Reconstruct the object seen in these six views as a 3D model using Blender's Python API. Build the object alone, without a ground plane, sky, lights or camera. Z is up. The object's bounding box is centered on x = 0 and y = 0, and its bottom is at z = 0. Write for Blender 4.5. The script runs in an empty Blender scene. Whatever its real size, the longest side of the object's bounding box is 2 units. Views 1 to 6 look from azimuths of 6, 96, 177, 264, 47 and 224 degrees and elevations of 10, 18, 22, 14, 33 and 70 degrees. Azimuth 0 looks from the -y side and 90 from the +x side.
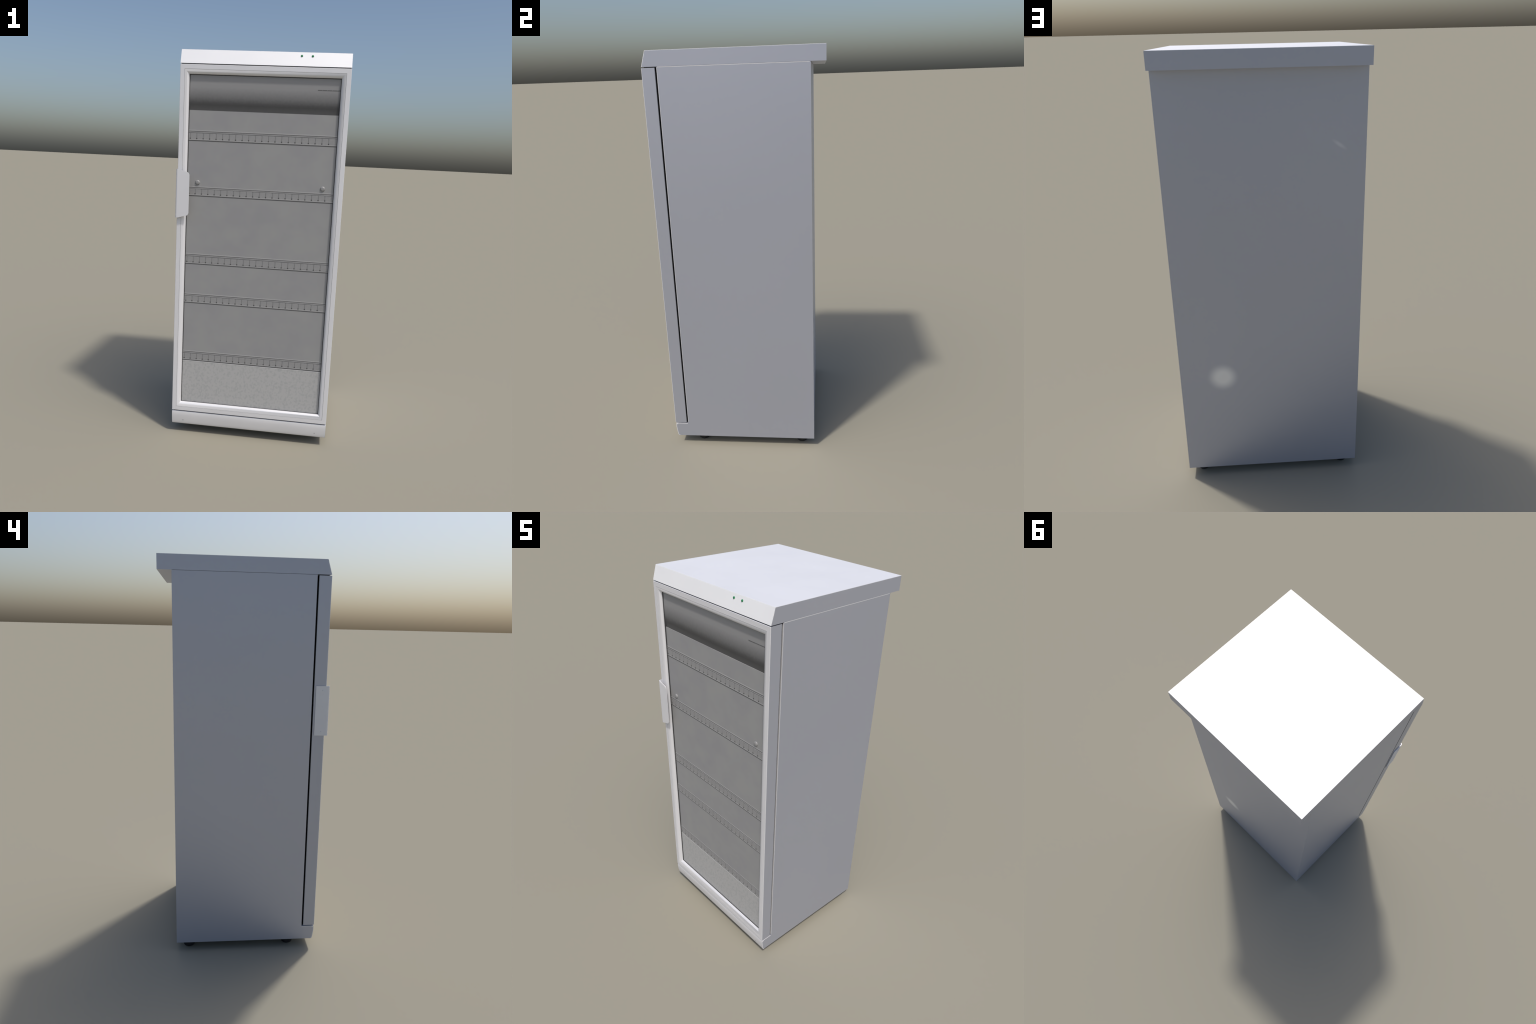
# Upright glass-door display refrigerator, built part by part (metres, z up).
import bpy, bmesh, math
from mathutils import Vector

# ------------------------------------------------------------------ sizes
XL, XR = -0.4115, 0.4188            # body / door / lid side planes
XC = (XL + XR) / 2
Y_BACK = 0.345                      # rear of the cabinet
Y_LID_BACK = 0.411                  # lid overhangs the rear
Y_CAB_FRONT = -0.3255               # front edge of the cabinet sides
Y_DOOR_BACK, Y_DOOR = -0.3335, -0.3945
Y_PANE = -0.3725
Z_BASE, Z_CAB_TOP = 0.0475, 1.9305
Z_LID, Z_TOP = 1.9318, 2.0
Z_DOOR_LOW, Z_DOOR_TOP = 0.1285, 1.9275
Z_PLINTH = 0.1215
PX0, PX1, PZ0, PZ1 = -0.364, 0.371, 0.1755, 1.8795      # visible opening of the door

# ------------------------------------------------------------------ materials
def material(name, rgb, rough=0.4, metal=0.0, spec=0.5, coat=0.0):
    m = bpy.data.materials.new(name)
    m.use_nodes = True
    b = m.node_tree.nodes["Principled BSDF"]
    b.inputs["Base Color"].default_value = (*rgb, 1)
    b.inputs["Roughness"].default_value = rough
    b.inputs["Metallic"].default_value = metal
    b.inputs["Specular IOR Level"].default_value = spec
    b.inputs["Coat Weight"].default_value = coat
    return m, m.node_tree, b

def mottled(name, dark, light, scale, stretch=(1, 1, 1), detail=3, lo=0.35, hi=0.65,
            rough=0.45, metal=0.0, spec=0.5, bump=0.0, bump_scale=900):
    """Base colour between two close shades, mixed by noise; optional fine bump."""
    m, t, b = material(name, light, rough, metal, spec)
    n, l = t.nodes, t.links
    tc = n.new("ShaderNodeTexCoord")
    mp = n.new("ShaderNodeMapping")
    mp.inputs["Scale"].default_value = stretch
    l.new(tc.outputs["Object"], mp.inputs["Vector"])
    nz = n.new("ShaderNodeTexNoise")
    nz.inputs["Scale"].default_value = scale
    nz.inputs["Detail"].default_value = detail
    l.new(mp.outputs["Vector"], nz.inputs["Vector"])
    rp = n.new("ShaderNodeValToRGB")
    rp.color_ramp.elements[0].position = lo
    rp.color_ramp.elements[1].position = hi
    rp.color_ramp.elements[0].color = (*dark, 1)
    rp.color_ramp.elements[1].color = (*light, 1)
    l.new(nz.outputs["Fac"], rp.inputs["Fac"])
    l.new(rp.outputs["Color"], b.inputs["Base Color"])
    if bump:
        n2 = n.new("ShaderNodeTexNoise")
        n2.inputs["Scale"].default_value = bump_scale
        l.new(tc.outputs["Object"], n2.inputs["Vector"])
        bp = n.new("ShaderNodeBump")
        bp.inputs["Strength"].default_value = bump
        bp.inputs["Distance"].default_value = 0.0005
        l.new(n2.outputs["Fac"], bp.inputs["Height"])
        l.new(bp.outputs["Normal"], b.inputs["Normal"])
    return m, t, b, rp

WHITE = (0.80, 0.80, 0.83)
M_BODY, *_ = mottled("white_painted_steel", (0.88, 0.88, 0.90), (0.91, 0.91, 0.93), 3, rough=0.5, metal=0.25)
M_CAB, t_cab, b_cab, r_cab = mottled("shade_grey_sheet", (0.475, 0.497, 0.575), (0.490, 0.512, 0.590), 1.2, detail=1, rough=0.42, metal=0.58)  # shade of the sides and back put into the colour of a white finish
M_SHADE_GREY, *_ = mottled("shade_grey_edge", (0.475, 0.497, 0.575), (0.490, 0.512, 0.590), 1.2, detail=1, rough=0.42, metal=0.58)  # same grey: shade on lid skirt and door edges put into colour
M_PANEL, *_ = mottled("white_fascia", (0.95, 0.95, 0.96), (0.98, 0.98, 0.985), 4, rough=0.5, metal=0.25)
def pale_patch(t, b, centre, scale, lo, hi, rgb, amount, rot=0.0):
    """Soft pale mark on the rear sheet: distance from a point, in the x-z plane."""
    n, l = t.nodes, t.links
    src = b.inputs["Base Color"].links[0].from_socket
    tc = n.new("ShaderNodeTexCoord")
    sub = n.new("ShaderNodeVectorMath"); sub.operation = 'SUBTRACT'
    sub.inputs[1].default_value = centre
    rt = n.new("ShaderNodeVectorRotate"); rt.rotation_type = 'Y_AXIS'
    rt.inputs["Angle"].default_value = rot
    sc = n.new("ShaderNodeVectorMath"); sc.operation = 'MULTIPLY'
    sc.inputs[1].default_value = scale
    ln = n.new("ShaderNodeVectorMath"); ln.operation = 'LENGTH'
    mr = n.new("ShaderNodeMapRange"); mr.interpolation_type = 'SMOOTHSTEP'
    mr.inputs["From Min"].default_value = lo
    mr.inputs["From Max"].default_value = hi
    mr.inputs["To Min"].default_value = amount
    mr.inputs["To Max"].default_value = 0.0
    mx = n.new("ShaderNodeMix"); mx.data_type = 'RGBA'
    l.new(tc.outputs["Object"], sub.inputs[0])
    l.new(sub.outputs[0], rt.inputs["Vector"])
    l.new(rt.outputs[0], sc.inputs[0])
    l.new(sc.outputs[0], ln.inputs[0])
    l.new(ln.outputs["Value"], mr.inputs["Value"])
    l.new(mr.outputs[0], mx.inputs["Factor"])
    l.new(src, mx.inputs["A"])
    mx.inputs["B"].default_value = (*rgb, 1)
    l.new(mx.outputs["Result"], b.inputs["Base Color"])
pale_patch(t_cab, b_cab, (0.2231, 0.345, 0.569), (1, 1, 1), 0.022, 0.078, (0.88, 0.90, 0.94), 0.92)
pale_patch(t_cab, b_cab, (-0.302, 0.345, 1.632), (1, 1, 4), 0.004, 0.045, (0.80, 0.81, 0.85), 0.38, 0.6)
M_FRAME, *_ = mottled("white_enamel", (0.75, 0.75, 0.775), (0.78, 0.78, 0.805), 4, rough=0.5, metal=0.2)
M_DARK, *_ = material("dark_gasket", (0.012, 0.013, 0.015), 0.6)
M_RIM_SHADE, *_ = material("glazing_shade_grey", (0.045, 0.045, 0.047), 0.6, 0, 0.3)  # crease shade inside the moulding, put into a dark colour
M_RUBBER, *_ = material("black_rubber", (0.012, 0.013, 0.016), 0.55)
M_LED, *_ = material("green_lens", (0.015, 0.20, 0.075), 0.25)
M_SCREW, *_ = material("screw_metal", (0.35, 0.35, 0.40), 0.35, 0.6)
M_PANE, *_ = mottled("grey_back_wall", (0.300, 0.300, 0.308), (0.320, 0.322, 0.320), 9, rough=0.5, spec=0.3)
M_RAIL, *_ = mottled("grey_rail", (0.285, 0.285, 0.288), (0.305, 0.305, 0.305), 60, rough=0.5, spec=0.3)
M_LIP, *_ = material("grey_rail_lip", (0.345, 0.345, 0.345), 0.5, 0, 0.3)
M_DARK_STRIP, *_ = material("grey_dark_strip", (0.13, 0.13, 0.132), 0.6, 0, 0.2)
M_BOSS, *_ = material("boss_grey", (0.285, 0.285, 0.285), 0.38, 0, 0.5)
M_HIGHLIGHT, *_ = material("panel_highlight_pale", (0.56, 0.56, 0.56), 0.5, 0, 0.3)  # highlight tone for the tray's top line
M_SLOT, *_ = material("slot_grey", (0.215, 0.215, 0.217), 0.6, 0, 0.2)
M_PEG_DISC, *_ = material("peg_disc_grey", (0.10, 0.10, 0.10), 0.6, 0, 0.2)
M_TRAY, *_ = mottled("pale_speckled_panel", (0.395, 0.40, 0.40), (0.45, 0.45, 0.447), 100,
                     stretch=(1, 1, 0.8), detail=4, lo=0.36, hi=0.52, rough=0.5, spec=0.3)

# ------------------------------------------------------------------ helpers
COL = bpy.context.scene.collection

def finish(bm, name, mat, parent, smooth=True, angle=35, bevel=0.0, seg=2):
    if bevel:
        ed = [e for e in bm.edges if len(e.link_faces) == 2 and e.calc_face_angle(0) > 0.5]
        bmesh.ops.bevel(bm, geom=ed, offset=bevel, segments=seg, profile=0.5, affect='EDGES', clamp_overlap=True)
    bmesh.ops.recalc_face_normals(bm, faces=bm.faces)
    me = bpy.data.meshes.new(name)
    bm.to_mesh(me)
    bm.free()
    if smooth:
        me.shade_smooth()
        me.set_sharp_from_angle(angle=math.radians(angle))
    for mt in (mat if isinstance(mat, (list, tuple)) else [mat]):
        me.materials.append(mt)
    ob = bpy.data.objects.new(name, me)
    if smooth:
        wn = ob.modifiers.new("flat_faces", 'WEIGHTED_NORMAL')    # big faces stay flat, bevels stay round
        wn.keep_sharp = True
        wn.weight = 100
    COL.objects.link(ob)
    ob.parent = parent
    return ob

def box_bm(x0, x1, y0, y1, z0, z1):
    bm = bmesh.new()
    bmesh.ops.create_cube(bm, size=1)
    for v in bm.verts:
        v.co = Vector(((x0, x1)[v.co.x > 0], (y0, y1)[v.co.y > 0], (z0, z1)[v.co.z > 0]))
    return bm

def box(name, x0, x1, y0, y1, z0, z1, mat, parent, bevel=0.0, seg=2):
    return finish(box_bm(x0, x1, y0, y1, z0, z1), name, mat, parent, bevel=bevel, seg=seg)

def prism_x(profile, x0, x1):
    """Extrude a closed (y, z) outline along x."""
    bm = bmesh.new()
    a = [bm.verts.new((x0, y, z)) for y, z in profile]
    b = [bm.verts.new((x1, y, z)) for y, z in profile]
    bm.faces.new(a)
    bm.faces.new(b[::-1])
    n = len(a)
    for i in range(n):
        bm.faces.new((a[i], b[i], b[(i + 1) % n], a[(i + 1) % n]))
    return bm

def arc(cy, cz, r, a0, a1, n):
    return [(cy + r * math.cos(math.radians(a0 + (a1 - a0) * i / n)),
             cz + r * math.sin(math.radians(a0 + (a1 - a0) * i / n))) for i in range(n + 1)]

def mitred_frame(rings):
    """Loft rectangular rings (x0, x1, z0, z1, y) into a mitred moulding."""
    bm = bmesh.new()
    loops = []
    for x0, x1, z0, z1, y in rings:
        loops.append([bm.verts.new(p) for p in ((x0, y, z0), (x1, y, z0), (x1, y, z1), (x0, y, z1))])
    for a, b in zip(loops, loops[1:]):
        for i in range(4):
            j = (i + 1) % 4
            bm.faces.new((a[i], a[j], b[j], b[i]))
    return bm

def cylinder_y(r, y0, y1, seg=20, dome=0.0):
    """Round button along -y: r radius from y1 (rear) to y0 (front), domed by `dome`."""
    bm = bmesh.new()
    rows = [(r, y1), (r, y0)]
    if dome:
        rows += [(r * math.cos(t), y0 - dome * math.sin(t)) for t in (0.4, 0.8, 1.15)]
    rings = [[bm.verts.new((rr * math.cos(2 * math.pi * i / seg), y, rr * math.sin(2 * math.pi * i / seg)))
              for i in range(seg)] for rr, y in rows]
    for a, b in zip(rings, rings[1:]):
        for i in range(seg):
            bm.faces.new((a[i], a[(i + 1) % seg], b[(i + 1) % seg], b[i]))
    bm.faces.new(rings[-1])
    bm.faces.new(rings[0][::-1])
    return bm

def copy_of(src, name, loc):
    ob = src.copy()
    ob.name = name
    ob.location = loc
    COL.objects.link(ob)
    return ob

# ------------------------------------------------------------------ top level
fridge = bpy.data.objects.new("display_refrigerator", None)
fridge["label"] = "tall white upright display refrigerator with grey glass door"
fridge["category"] = "refrigerator"
COL.objects.link(fridge)

# ------------------------------------------------------------------ cabinet (L-shaped side: box + plinth foot)
FASCIA = [(-0.3915, Z_PLINTH), (-0.3925, 0.112), (-0.3920, 0.100), (-0.3905, 0.086), (-0.3880, 0.070),
          (-0.3855, 0.0555), (-0.3825, 0.0495), (-0.378, Z_BASE)]     # bowed plinth front, top to bottom
prof = ([(Y_BACK, Z_BASE), (Y_BACK, Z_CAB_TOP), (Y_CAB_FRONT, Z_CAB_TOP)]
        + arc(Y_CAB_FRONT - 0.006, Z_PLINTH + 0.006, 0.006, 0, -90, 4)
        + [(y + 0.0022, z) for y, z in FASCIA])
bm = prism_x(prof, XL + 0.0004, XR - 0.0004)
ed = [e for e in bm.edges if len(e.link_faces) == 2 and e.calc_face_angle(0) > 0.6]
bmesh.ops.bevel(bm, geom=ed, offset=0.003, segments=3, profile=0.5, affect='EDGES', clamp_overlap=True)
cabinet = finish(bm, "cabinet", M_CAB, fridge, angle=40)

# added white sheet: keeps the plinth front clear of the cabinet's shade grey
plinth = finish(prism_x([(-0.380, Z_PLINTH + 0.0006), (-0.3905, Z_PLINTH + 0.0006)] + [(y, z - 0.0006) for y, z in FASCIA]
                        + [(y + 0.003, z + 0.0005) for y, z in FASCIA[:0:-1]] + [(-0.380, Z_PLINTH - 0.002)], XL + 0.0001, XR - 0.0001),
                "plinth_panel", M_FRAME, fridge, angle=40)

# added white strips: painted edge highlights on the cabinet's right side and plinth top
box("cabinet_edge_highlight", XR - 0.012, XR - 0.0002, Y_CAB_FRONT - 0.0008, Y_CAB_FRONT + 0.0018, Z_PLINTH + 0.008, Z_CAB_TOP - 0.001, M_FRAME, fridge, bevel=0.001)
box("cabinet_edge_highlight", XR - 0.012, XR - 0.0001, Y_CAB_FRONT + 0.002, Y_BACK - 0.004, Z_CAB_TOP - 0.0022, Z_CAB_TOP + 0.0006, M_FRAME, fridge, bevel=0.0008)
box("plinth_edge_highlight", XL + 0.0002, XR - 0.0002, -0.3895, Y_CAB_FRONT - 0.0035, Z_PLINTH - 0.0014, Z_PLINTH + 0.0012, M_FRAME, fridge, bevel=0.0008)

# dark recess behind the door (gasket) and between lid and cabinet
gasket = box("gasket", XL + 0.070, XR - 0.045, Y_DOOR_BACK - 0.002, Y_CAB_FRONT + 0.002, Z_PLINTH + 0.002, Z_CAB_TOP - 0.004, M_DARK, fridge)
box("lid_spacer", XL + 0.004, XR - 0.004, Y_DOOR + 0.012, Y_BACK - 0.004, Z_DOOR_TOP - 0.002, Z_LID + 0.003, M_DARK, fridge)
box("plinth_seal", XL + 0.008, XR - 0.008, Y_DOOR + 0.010, Y_DOOR_BACK, Z_PLINTH - 0.002, Z_DOOR_LOW + 0.003, M_DARK, fridge)

# plinth screws
scr = finish(cylinder_y(0.0026, -0.3889, -0.380, 12), "plinth_screw", M_SCREW, fridge)
scr.location = (-0.3506, 0, 0.0712)
scr2 = copy_of(scr, "plinth_screw.001", (0.3609, 0, 0.0712))

# ------------------------------------------------------------------ lid
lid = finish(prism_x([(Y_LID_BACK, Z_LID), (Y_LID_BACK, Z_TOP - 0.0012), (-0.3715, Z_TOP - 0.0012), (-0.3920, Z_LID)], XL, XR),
             "lid", M_SHADE_GREY, fridge, bevel=0.0012, seg=2, angle=40)
finish(prism_x([(Y_LID_BACK - 0.0004, Z_TOP - 0.0022), (Y_LID_BACK - 0.0004, Z_TOP), (-0.3728, Z_TOP), (-0.3728, Z_TOP - 0.0022)],
               XL + 0.0004, XR - 0.0004), "lid_top_sheet", M_BODY, lid, bevel=0.0008, seg=2, angle=40)  # added white sheet: top stays pale beside the shade-grey skirt
finish(prism_x([(-0.3722, Z_TOP - 0.0010), (-0.3735, Z_TOP - 0.0008), (-0.3938, Z_LID + 0.0004), (-0.3900, Z_LID + 0.0004)],
               XL + 0.0003, XR - 0.0003), "control_panel", M_PANEL, lid, bevel=0.0006, seg=2, angle=40)  # added white sheet: front stays pale, skirt carries painted shade
tilt = math.atan2(0.0205, Z_TOP - Z_LID)
led = finish(cylinder_y(0.0054, -0.0016, 0.004, 20, dome=0.0022), "indicator_lamp", M_LED, fridge)
led.rotation_euler = (-tilt, 0, 0)
led.location = (0.1783, -0.3788, 1.9815)
led2 = copy_of(led, "indicator_lamp.001", (0.2305, -0.3788, 1.9815))

# ------------------------------------------------------------------ door
door = bpy.data.objects.new("door", None)
COL.objects.link(door)
door.parent = fridge
S = 0.0220     # width of the flat outer band
G = 0.0010     # hairline joint
def ring(d, y):   # inset rectangle
    return (XL + d, XR - d, Z_DOOR_LOW + d, Z_DOOR_TOP - d, y)
outer = mitred_frame([ring(0.030, Y_DOOR_BACK), ring(0.002, Y_DOOR_BACK), ring(0.0, Y_DOOR_BACK - 0.002),
                      ring(0.0, Y_DOOR + 0.0020), ring(0.0008, Y_DOOR + 0.0020)])
finish(mitred_frame([ring(0.090, Y_DOOR_BACK + 0.0008), ring(0.0012, Y_DOOR_BACK + 0.0008), ring(0.0012, Y_DOOR_BACK - 0.001)]), "door_back_shade", M_DARK, door)  # added dark sheet: shade of the door gap painted on the door back
finish(outer, "door_slab", M_SHADE_GREY, door, angle=24)
finish(mitred_frame([ring(0.0016, Y_DOOR + 0.003), ring(0.0, Y_DOOR + 0.0019), ring(0.0, Y_DOOR + 0.0012), ring(0.0012, Y_DOOR),
                     ring(S, Y_DOOR), ring(S, Y_DOOR + 0.010)]), "door_trim", M_FRAME, door, angle=24)

GW = 0.0036                          # width of the painted crease shade round the pane (left, right, top)
def bead(f, y):                      # f: 0 at the hairline joint, 1 at the inner rim of the moulding
    o = ring(S + G, y)
    i = (PX0 - GW, PX1 + GW, PZ0 - 0.0008, PZ1 + GW)
    return tuple(p + (q - p) * f for p, q in zip(o[:4], i)) + (y,)
rings = [bead(0, Y_DOOR + 0.010)]
n = 12
Y_RIM = Y_DOOR + 0.0160
for i in range(n + 1):               # rounded bead: flat at the joint, steep at the rim
    a = math.radians(22 + 62 * i / n)
    k0, k1 = math.radians(22), math.radians(84)
    f = (math.sin(a) - math.sin(k0)) / (math.sin(k1) - math.sin(k0))
    dep = (math.cos(k0) - math.cos(a)) / (math.cos(k0) - math.cos(k1))
    rings.append(bead(f, Y_DOOR + 0.0004 + (Y_RIM - Y_DOOR) * dep))
rings.append(bead(1, Y_PANE + 0.006))
finish(mitred_frame(rings), "door_moulding", M_FRAME, door, angle=40)
finish(mitred_frame([(PX0 - GW - 0.001, PX1 + GW + 0.001, PZ0 - 0.0018, PZ1 + GW + 0.001, Y_RIM + 0.001), 
                     (PX0 - GW + 0.0008, PX1 + GW - 0.0008, PZ0 - 0.0004, PZ1 + GW - 0.0008, Y_RIM + 0.001),
                     (PX0, PX1, PZ0, PZ1, Y_PANE + 0.001)]), "glazing_shade", M_RIM_SHADE, door, angle=40)
# dark filler in the hairline joint
finish(mitred_frame([ring(S - 0.001, Y_DOOR + 0.002), ring(S + G + 0.001, Y_DOOR + 0.002)]), "moulding_joint", M_DARK, door)

# ------------------------------------------------------------------ wall seen in the door
Z_TRAY = 0.4075
Z_HOUSE = 1.7115
box("back_wall", PX0 - 0.01, PX1 + 0.01, Y_PANE, Y_DOOR_BACK - 0.003, Z_TRAY, Z_HOUSE, M_PANE, door)
box("lower_panel", PX0 - 0.01, PX1 + 0.01, Y_PANE - 0.0005, Y_DOOR_BACK - 0.003, PZ0 - 0.01, Z_TRAY - 0.0004, M_TRAY, door, bevel=0.002)

box("tray_highlight", PX0 - 0.01, PX1 + 0.01, Y_PANE - 0.0012, Y_PANE + 0.003, Z_TRAY - 0.0045, Z_TRAY - 0.0012, M_HIGHLIGHT, door, bevel=0.0008)  # added pale strip: highlight line painted along the panel top

# fan housing at the top: its shade is painted as a pale-to-dark gradient
mh, t, b = material("housing_shade_gradient", (0.33, 0.33, 0.33), 0.5, 0, 0.3)
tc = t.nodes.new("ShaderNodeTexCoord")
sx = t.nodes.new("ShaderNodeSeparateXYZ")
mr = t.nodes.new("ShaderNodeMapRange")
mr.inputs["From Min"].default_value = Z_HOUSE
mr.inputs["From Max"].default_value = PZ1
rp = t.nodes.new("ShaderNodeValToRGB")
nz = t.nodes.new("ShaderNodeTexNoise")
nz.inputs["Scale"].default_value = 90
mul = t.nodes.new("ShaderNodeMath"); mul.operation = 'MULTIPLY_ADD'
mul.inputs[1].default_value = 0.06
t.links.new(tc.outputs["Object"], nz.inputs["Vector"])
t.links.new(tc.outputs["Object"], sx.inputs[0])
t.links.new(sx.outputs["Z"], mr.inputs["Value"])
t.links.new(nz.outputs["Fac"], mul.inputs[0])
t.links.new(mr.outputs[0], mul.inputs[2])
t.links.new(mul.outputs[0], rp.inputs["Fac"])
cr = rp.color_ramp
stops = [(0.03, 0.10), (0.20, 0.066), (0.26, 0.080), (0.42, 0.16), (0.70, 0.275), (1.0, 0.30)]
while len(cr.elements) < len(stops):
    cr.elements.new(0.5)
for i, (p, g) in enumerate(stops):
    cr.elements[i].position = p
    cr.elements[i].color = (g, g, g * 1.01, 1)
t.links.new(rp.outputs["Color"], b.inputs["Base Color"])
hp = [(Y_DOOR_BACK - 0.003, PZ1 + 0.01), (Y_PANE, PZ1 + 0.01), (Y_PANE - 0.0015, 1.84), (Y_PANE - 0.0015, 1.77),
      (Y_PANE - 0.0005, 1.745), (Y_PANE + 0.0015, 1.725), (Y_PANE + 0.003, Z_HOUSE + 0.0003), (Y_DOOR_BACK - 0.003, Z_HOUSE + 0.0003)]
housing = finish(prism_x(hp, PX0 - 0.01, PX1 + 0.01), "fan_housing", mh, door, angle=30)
# flat dark strips standing in for a narrow vent on the housing's right
dash = box("vent_dash", -0.0110, 0.0110, -0.0006, 0.002, -0.0018, 0.0018, M_DARK_STRIP, door)
dash.location = (0.2755, Y_PANE - 0.0015, 1.8265)
for k in range(1, 5):
    copy_of(dash, f"vent_dash.{k:03d}", (0.2755 + 0.0235 * k, Y_PANE - 0.0015, 1.8265))

# two round bosses
boss = finish(cylinder_y(0.0125, -0.0002, 0.004, 40, dome=0.0068), "boss", M_BOSS, door, angle=60)
boss.location = (-0.3130, Y_PANE, 1.3555)
copy_of(boss, "boss.001", (0.3188, Y_PANE, 1.3555))

# ------------------------------------------------------------------ shelf rails
def tab_mesh(wd, z0, z1, r, th):
    """Plate with rounded upper corners, between two slots."""
    pts = [(-wd / 2, z0), (wd / 2, z0)]
    pts += [(wd / 2 - r + r * math.cos(a), z1 - r + r * math.sin(a)) for a in [i * math.pi / 8 for i in range(5)]]
    pts += [(-wd / 2 + r - r * math.sin(a), z1 - r + r * math.cos(a)) for a in [i * math.pi / 8 for i in range(5)]]
    bm = bmesh.new()
    a = [bm.verts.new((x, -th, z)) for x, z in pts]
    b2 = [bm.verts.new((x, 0.001, z)) for x, z in pts]
    bm.faces.new(a)
    bm.faces.new(b2[::-1])
    for i in range(len(a)):
        j = (i + 1) % len(a)
        bm.faces.new((a[i], b2[i], b2[j], a[j]))
    return bm

PITCH = 0.03284
X_FIRST = -0.3570
SLOTS = 22
tab_proto = disc_proto = None
tabs = holes = 0
for top, low in ((1.6095, 1.5620), (1.3300, 1.2860), (0.9835, 0.9335), (0.7715, 0.7250), (0.4570, 0.4085)):
    rail = bpy.data.objects.new("shelf_rail", None)
    COL.objects.link(rail)
    rail.parent = door
    x0, x1 = PX0 - 0.006, PX1 + 0.006
    box("rail_channel", x0, x1, Y_PANE - 0.0003, Y_PANE + 0.002, low + 0.001, top, M_SLOT, rail)
    box("upper_dark_strip", x0, x1, Y_PANE - 0.0005, Y_PANE + 0.002, top - 0.0030, top - 0.0002, M_DARK_STRIP, rail)  # solid dark strip drawn in place of a groove
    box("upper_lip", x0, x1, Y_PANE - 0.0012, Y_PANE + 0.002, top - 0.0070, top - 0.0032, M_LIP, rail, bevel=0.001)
    box("crown_strip", x0, x1, Y_PANE - 0.0008, Y_PANE + 0.002, top, top + 0.0055, M_LIP, rail, bevel=0.001)
    box("lower_lip", x0, x1, Y_PANE - 0.0016, Y_PANE + 0.002, low + 0.0030, low + 0.0088, M_LIP, rail, bevel=0.0012)
    box("lower_dark_strip", x0, x1, Y_PANE - 0.0004, Y_PANE + 0.002, low - 0.0010, low + 0.0028, M_DARK_STRIP, rail)  # dark strip standing in for the groove under the rail
    zc = (top + low) / 2
    if tab_proto is None:
        tab_proto = finish(tab_mesh(PITCH - 0.0026, -0.0150, 0.0135, 0.004, 0.0012), "slot_plate", M_RAIL, rail)
        disc_proto = finish(cylinder_y(0.0035, -0.0015, 0.001, 14), "peg_disc", M_PEG_DISC, rail)  # solid dark disc drawn in place of a hole
        tab_proto.location = (X_FIRST + PITCH / 2, Y_PANE, zc)
        disc_proto.location = (X_FIRST, Y_PANE, low + 0.0115)
        start = 1
    else:
        start = 0
    for side in (-1, 1):                                  # blank plates at both rail ends
        e0, e1 = (x0, X_FIRST - 0.0013) if side < 0 else (X_FIRST + PITCH * (SLOTS - 1) + 0.0013, x1)
        box("end_plate", e0, e1, Y_PANE - 0.0012, Y_PANE + 0.001, zc - 0.0150, zc + 0.0135, M_RAIL, rail)
    for k in range(start, SLOTS - 1):
        tabs += 1
        o = copy_of(tab_proto, f"slot_plate.{tabs:03d}", (X_FIRST + PITCH * (k + 0.5), Y_PANE, zc)); o.parent = rail
    for k in range(start, SLOTS):
        holes += 1
        o = copy_of(disc_proto, f"peg_disc.{holes:03d}", (X_FIRST + PITCH * k, Y_PANE, low + 0.0115)); o.parent = rail

# ------------------------------------------------------------------ handle: bent sheet, side leaf + front leaf
HT = 0.0035
hx, hy = -0.4165, -0.4115       # outer faces of the bend
hz0, hz1 = 1.1742, 1.4185
R = 0.009
sec = [(-0.4115, -0.3432)]      # centre-line outer side, from the rear of the side leaf to the bend
path_out = [(hx, -0.3432)] + [(hx + R - R * math.cos(a), hy + R - R * math.sin(a)) for a in [i * math.pi / 16 for i in range(9)]]
path_in = [(hx + HT, -0.3432)] + [(hx + R - (R - HT) * math.cos(a), hy + R - (R - HT) * math.sin(a)) for a in [i * math.pi / 16 for i in range(9)]]
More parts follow.
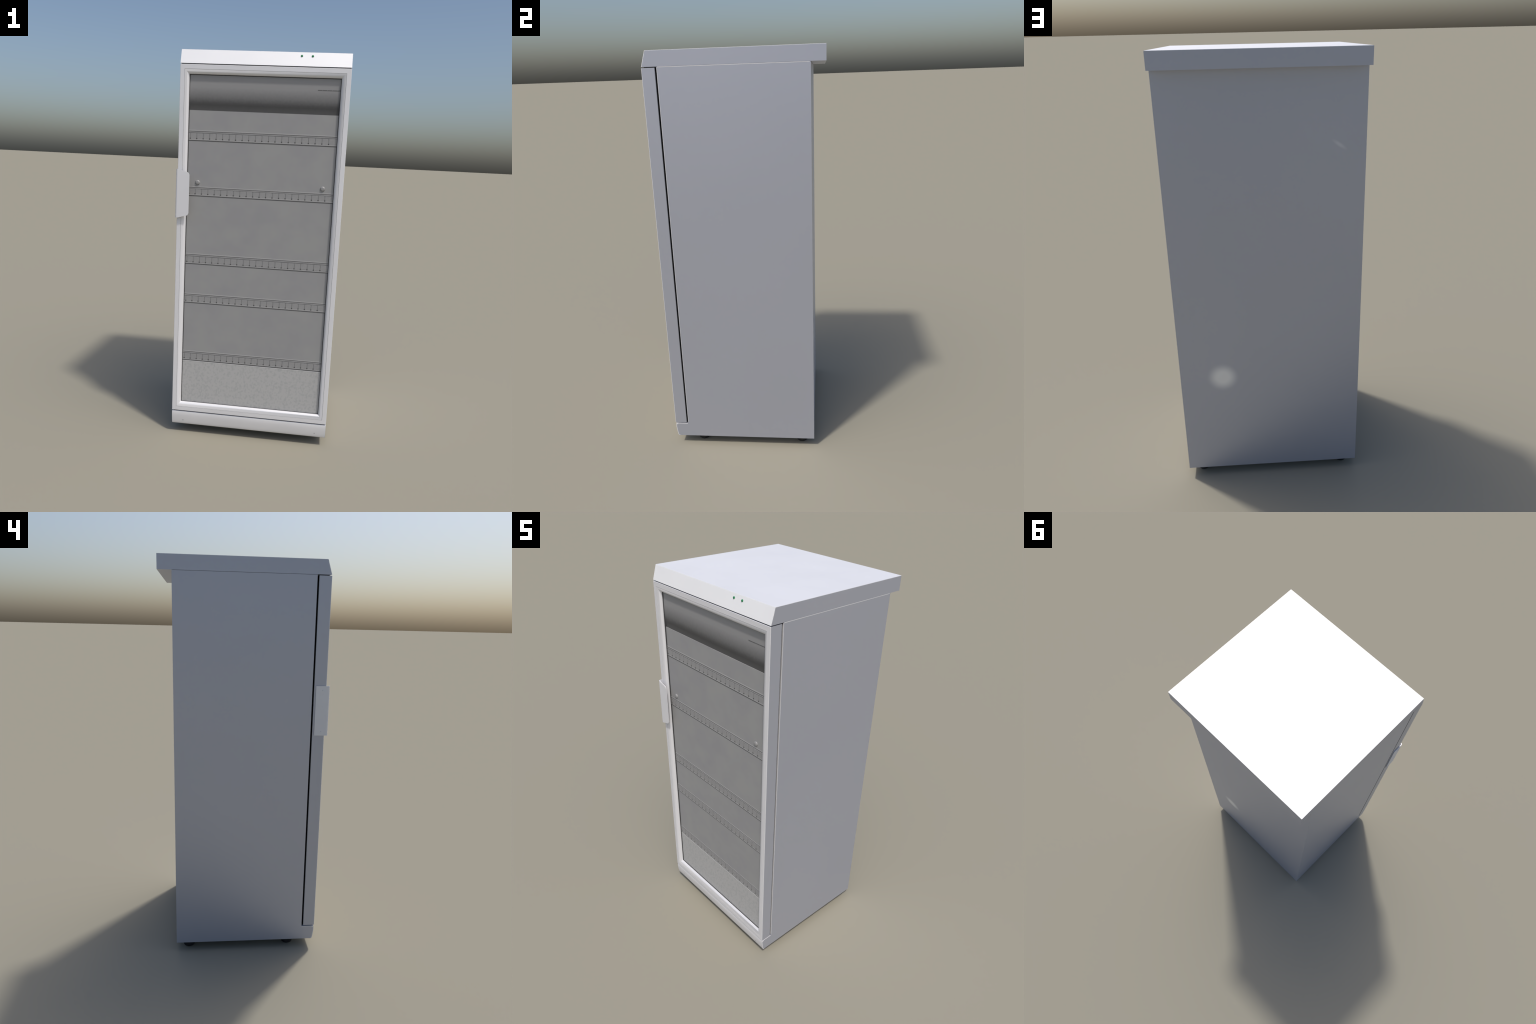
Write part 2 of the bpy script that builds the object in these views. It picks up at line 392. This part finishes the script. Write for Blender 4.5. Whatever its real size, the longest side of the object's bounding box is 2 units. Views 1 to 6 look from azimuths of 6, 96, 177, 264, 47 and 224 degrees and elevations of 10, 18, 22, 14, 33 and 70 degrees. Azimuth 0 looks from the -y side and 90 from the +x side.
# front leaf: taper of top and bottom edges towards the free edge, with rounded corners
xf, drop, rc = -0.3475, 0.0160, 0.010
cols = [0.0] * len(path_out)
xb = hx + R
leaf = []
for i in range(1, 13):
    f = i / 12
    x = xb + (xf - xb) * f
    d = drop * f
    q = x - (xf - rc)
    if q > 0:
        d += rc - math.sqrt(max(rc * rc - q * q, 0))
    leaf.append((x, d))
bm = bmesh.new()
stations = [(po, pi, 0.0) for po, pi in zip(path_out, path_in)] + [((x, hy), (x, hy + HT), d) for x, d in leaf]
rows = []
for po, pi, d in stations:
    rows.append([bm.verts.new((po[0], po[1], hz0 + d)), bm.verts.new((po[0], po[1], hz1 - d)),
                 bm.verts.new((pi[0], pi[1], hz1 - d)), bm.verts.new((pi[0], pi[1], hz0 + d))])
for a, b2 in zip(rows, rows[1:]):
    for i in range(4):
        j = (i + 1) % 4
        bm.faces.new((a[i], a[j], b2[j], b2[i]))
bm.faces.new(rows[0][::-1])
bm.faces.new(rows[-1])
handle = finish(bm, "handle", M_FRAME, door, angle=40)
hs = finish(cylinder_y(0.0032, -0.0008, 0.002, 14, dome=0.0016), "handle_screw", M_FRAME, handle)
hs.rotation_euler = (0, 0, -math.pi / 2)
hs.location = (hx, -0.3762, 1.3971)
o = copy_of(hs, "handle_screw.001", (hx, -0.3760, 1.1940)); o.parent = handle

# ------------------------------------------------------------------ feet
def foot_mesh():
    bm = bmesh.new()
    rows = [(0.012, 0.062), (0.012, 0.040), (0.029, 0.038), (0.0325, 0.034), (0.0325, 0.018), (0.030, 0.007), (0.026, 0.0015), (0.023, 0.0)]
    seg = 32
    rings = [[bm.verts.new((r * math.cos(2 * math.pi * i / seg), r * math.sin(2 * math.pi * i / seg), zz)) for i in range(seg)] for r, zz in rows]
    for a, b2 in zip(rings, rings[1:]):
        for i in range(seg):
            bm.faces.new((a[i], a[(i + 1) % seg], b2[(i + 1) % seg], b2[i]))
    bm.faces.new(rings[0])
    bm.faces.new(rings[-1][::-1])
    return bm
foot = finish(foot_mesh(), "foot", M_RUBBER, fridge, angle=30)
foot.location = (0.3530, -0.2560, 0)
copy_of(foot, "foot.001", (0.3530, 0.2800, 0))
copy_of(foot, "foot.002", (-0.3470, -0.2560, 0))
copy_of(foot, "foot.003", (-0.3470, 0.2800, 0))
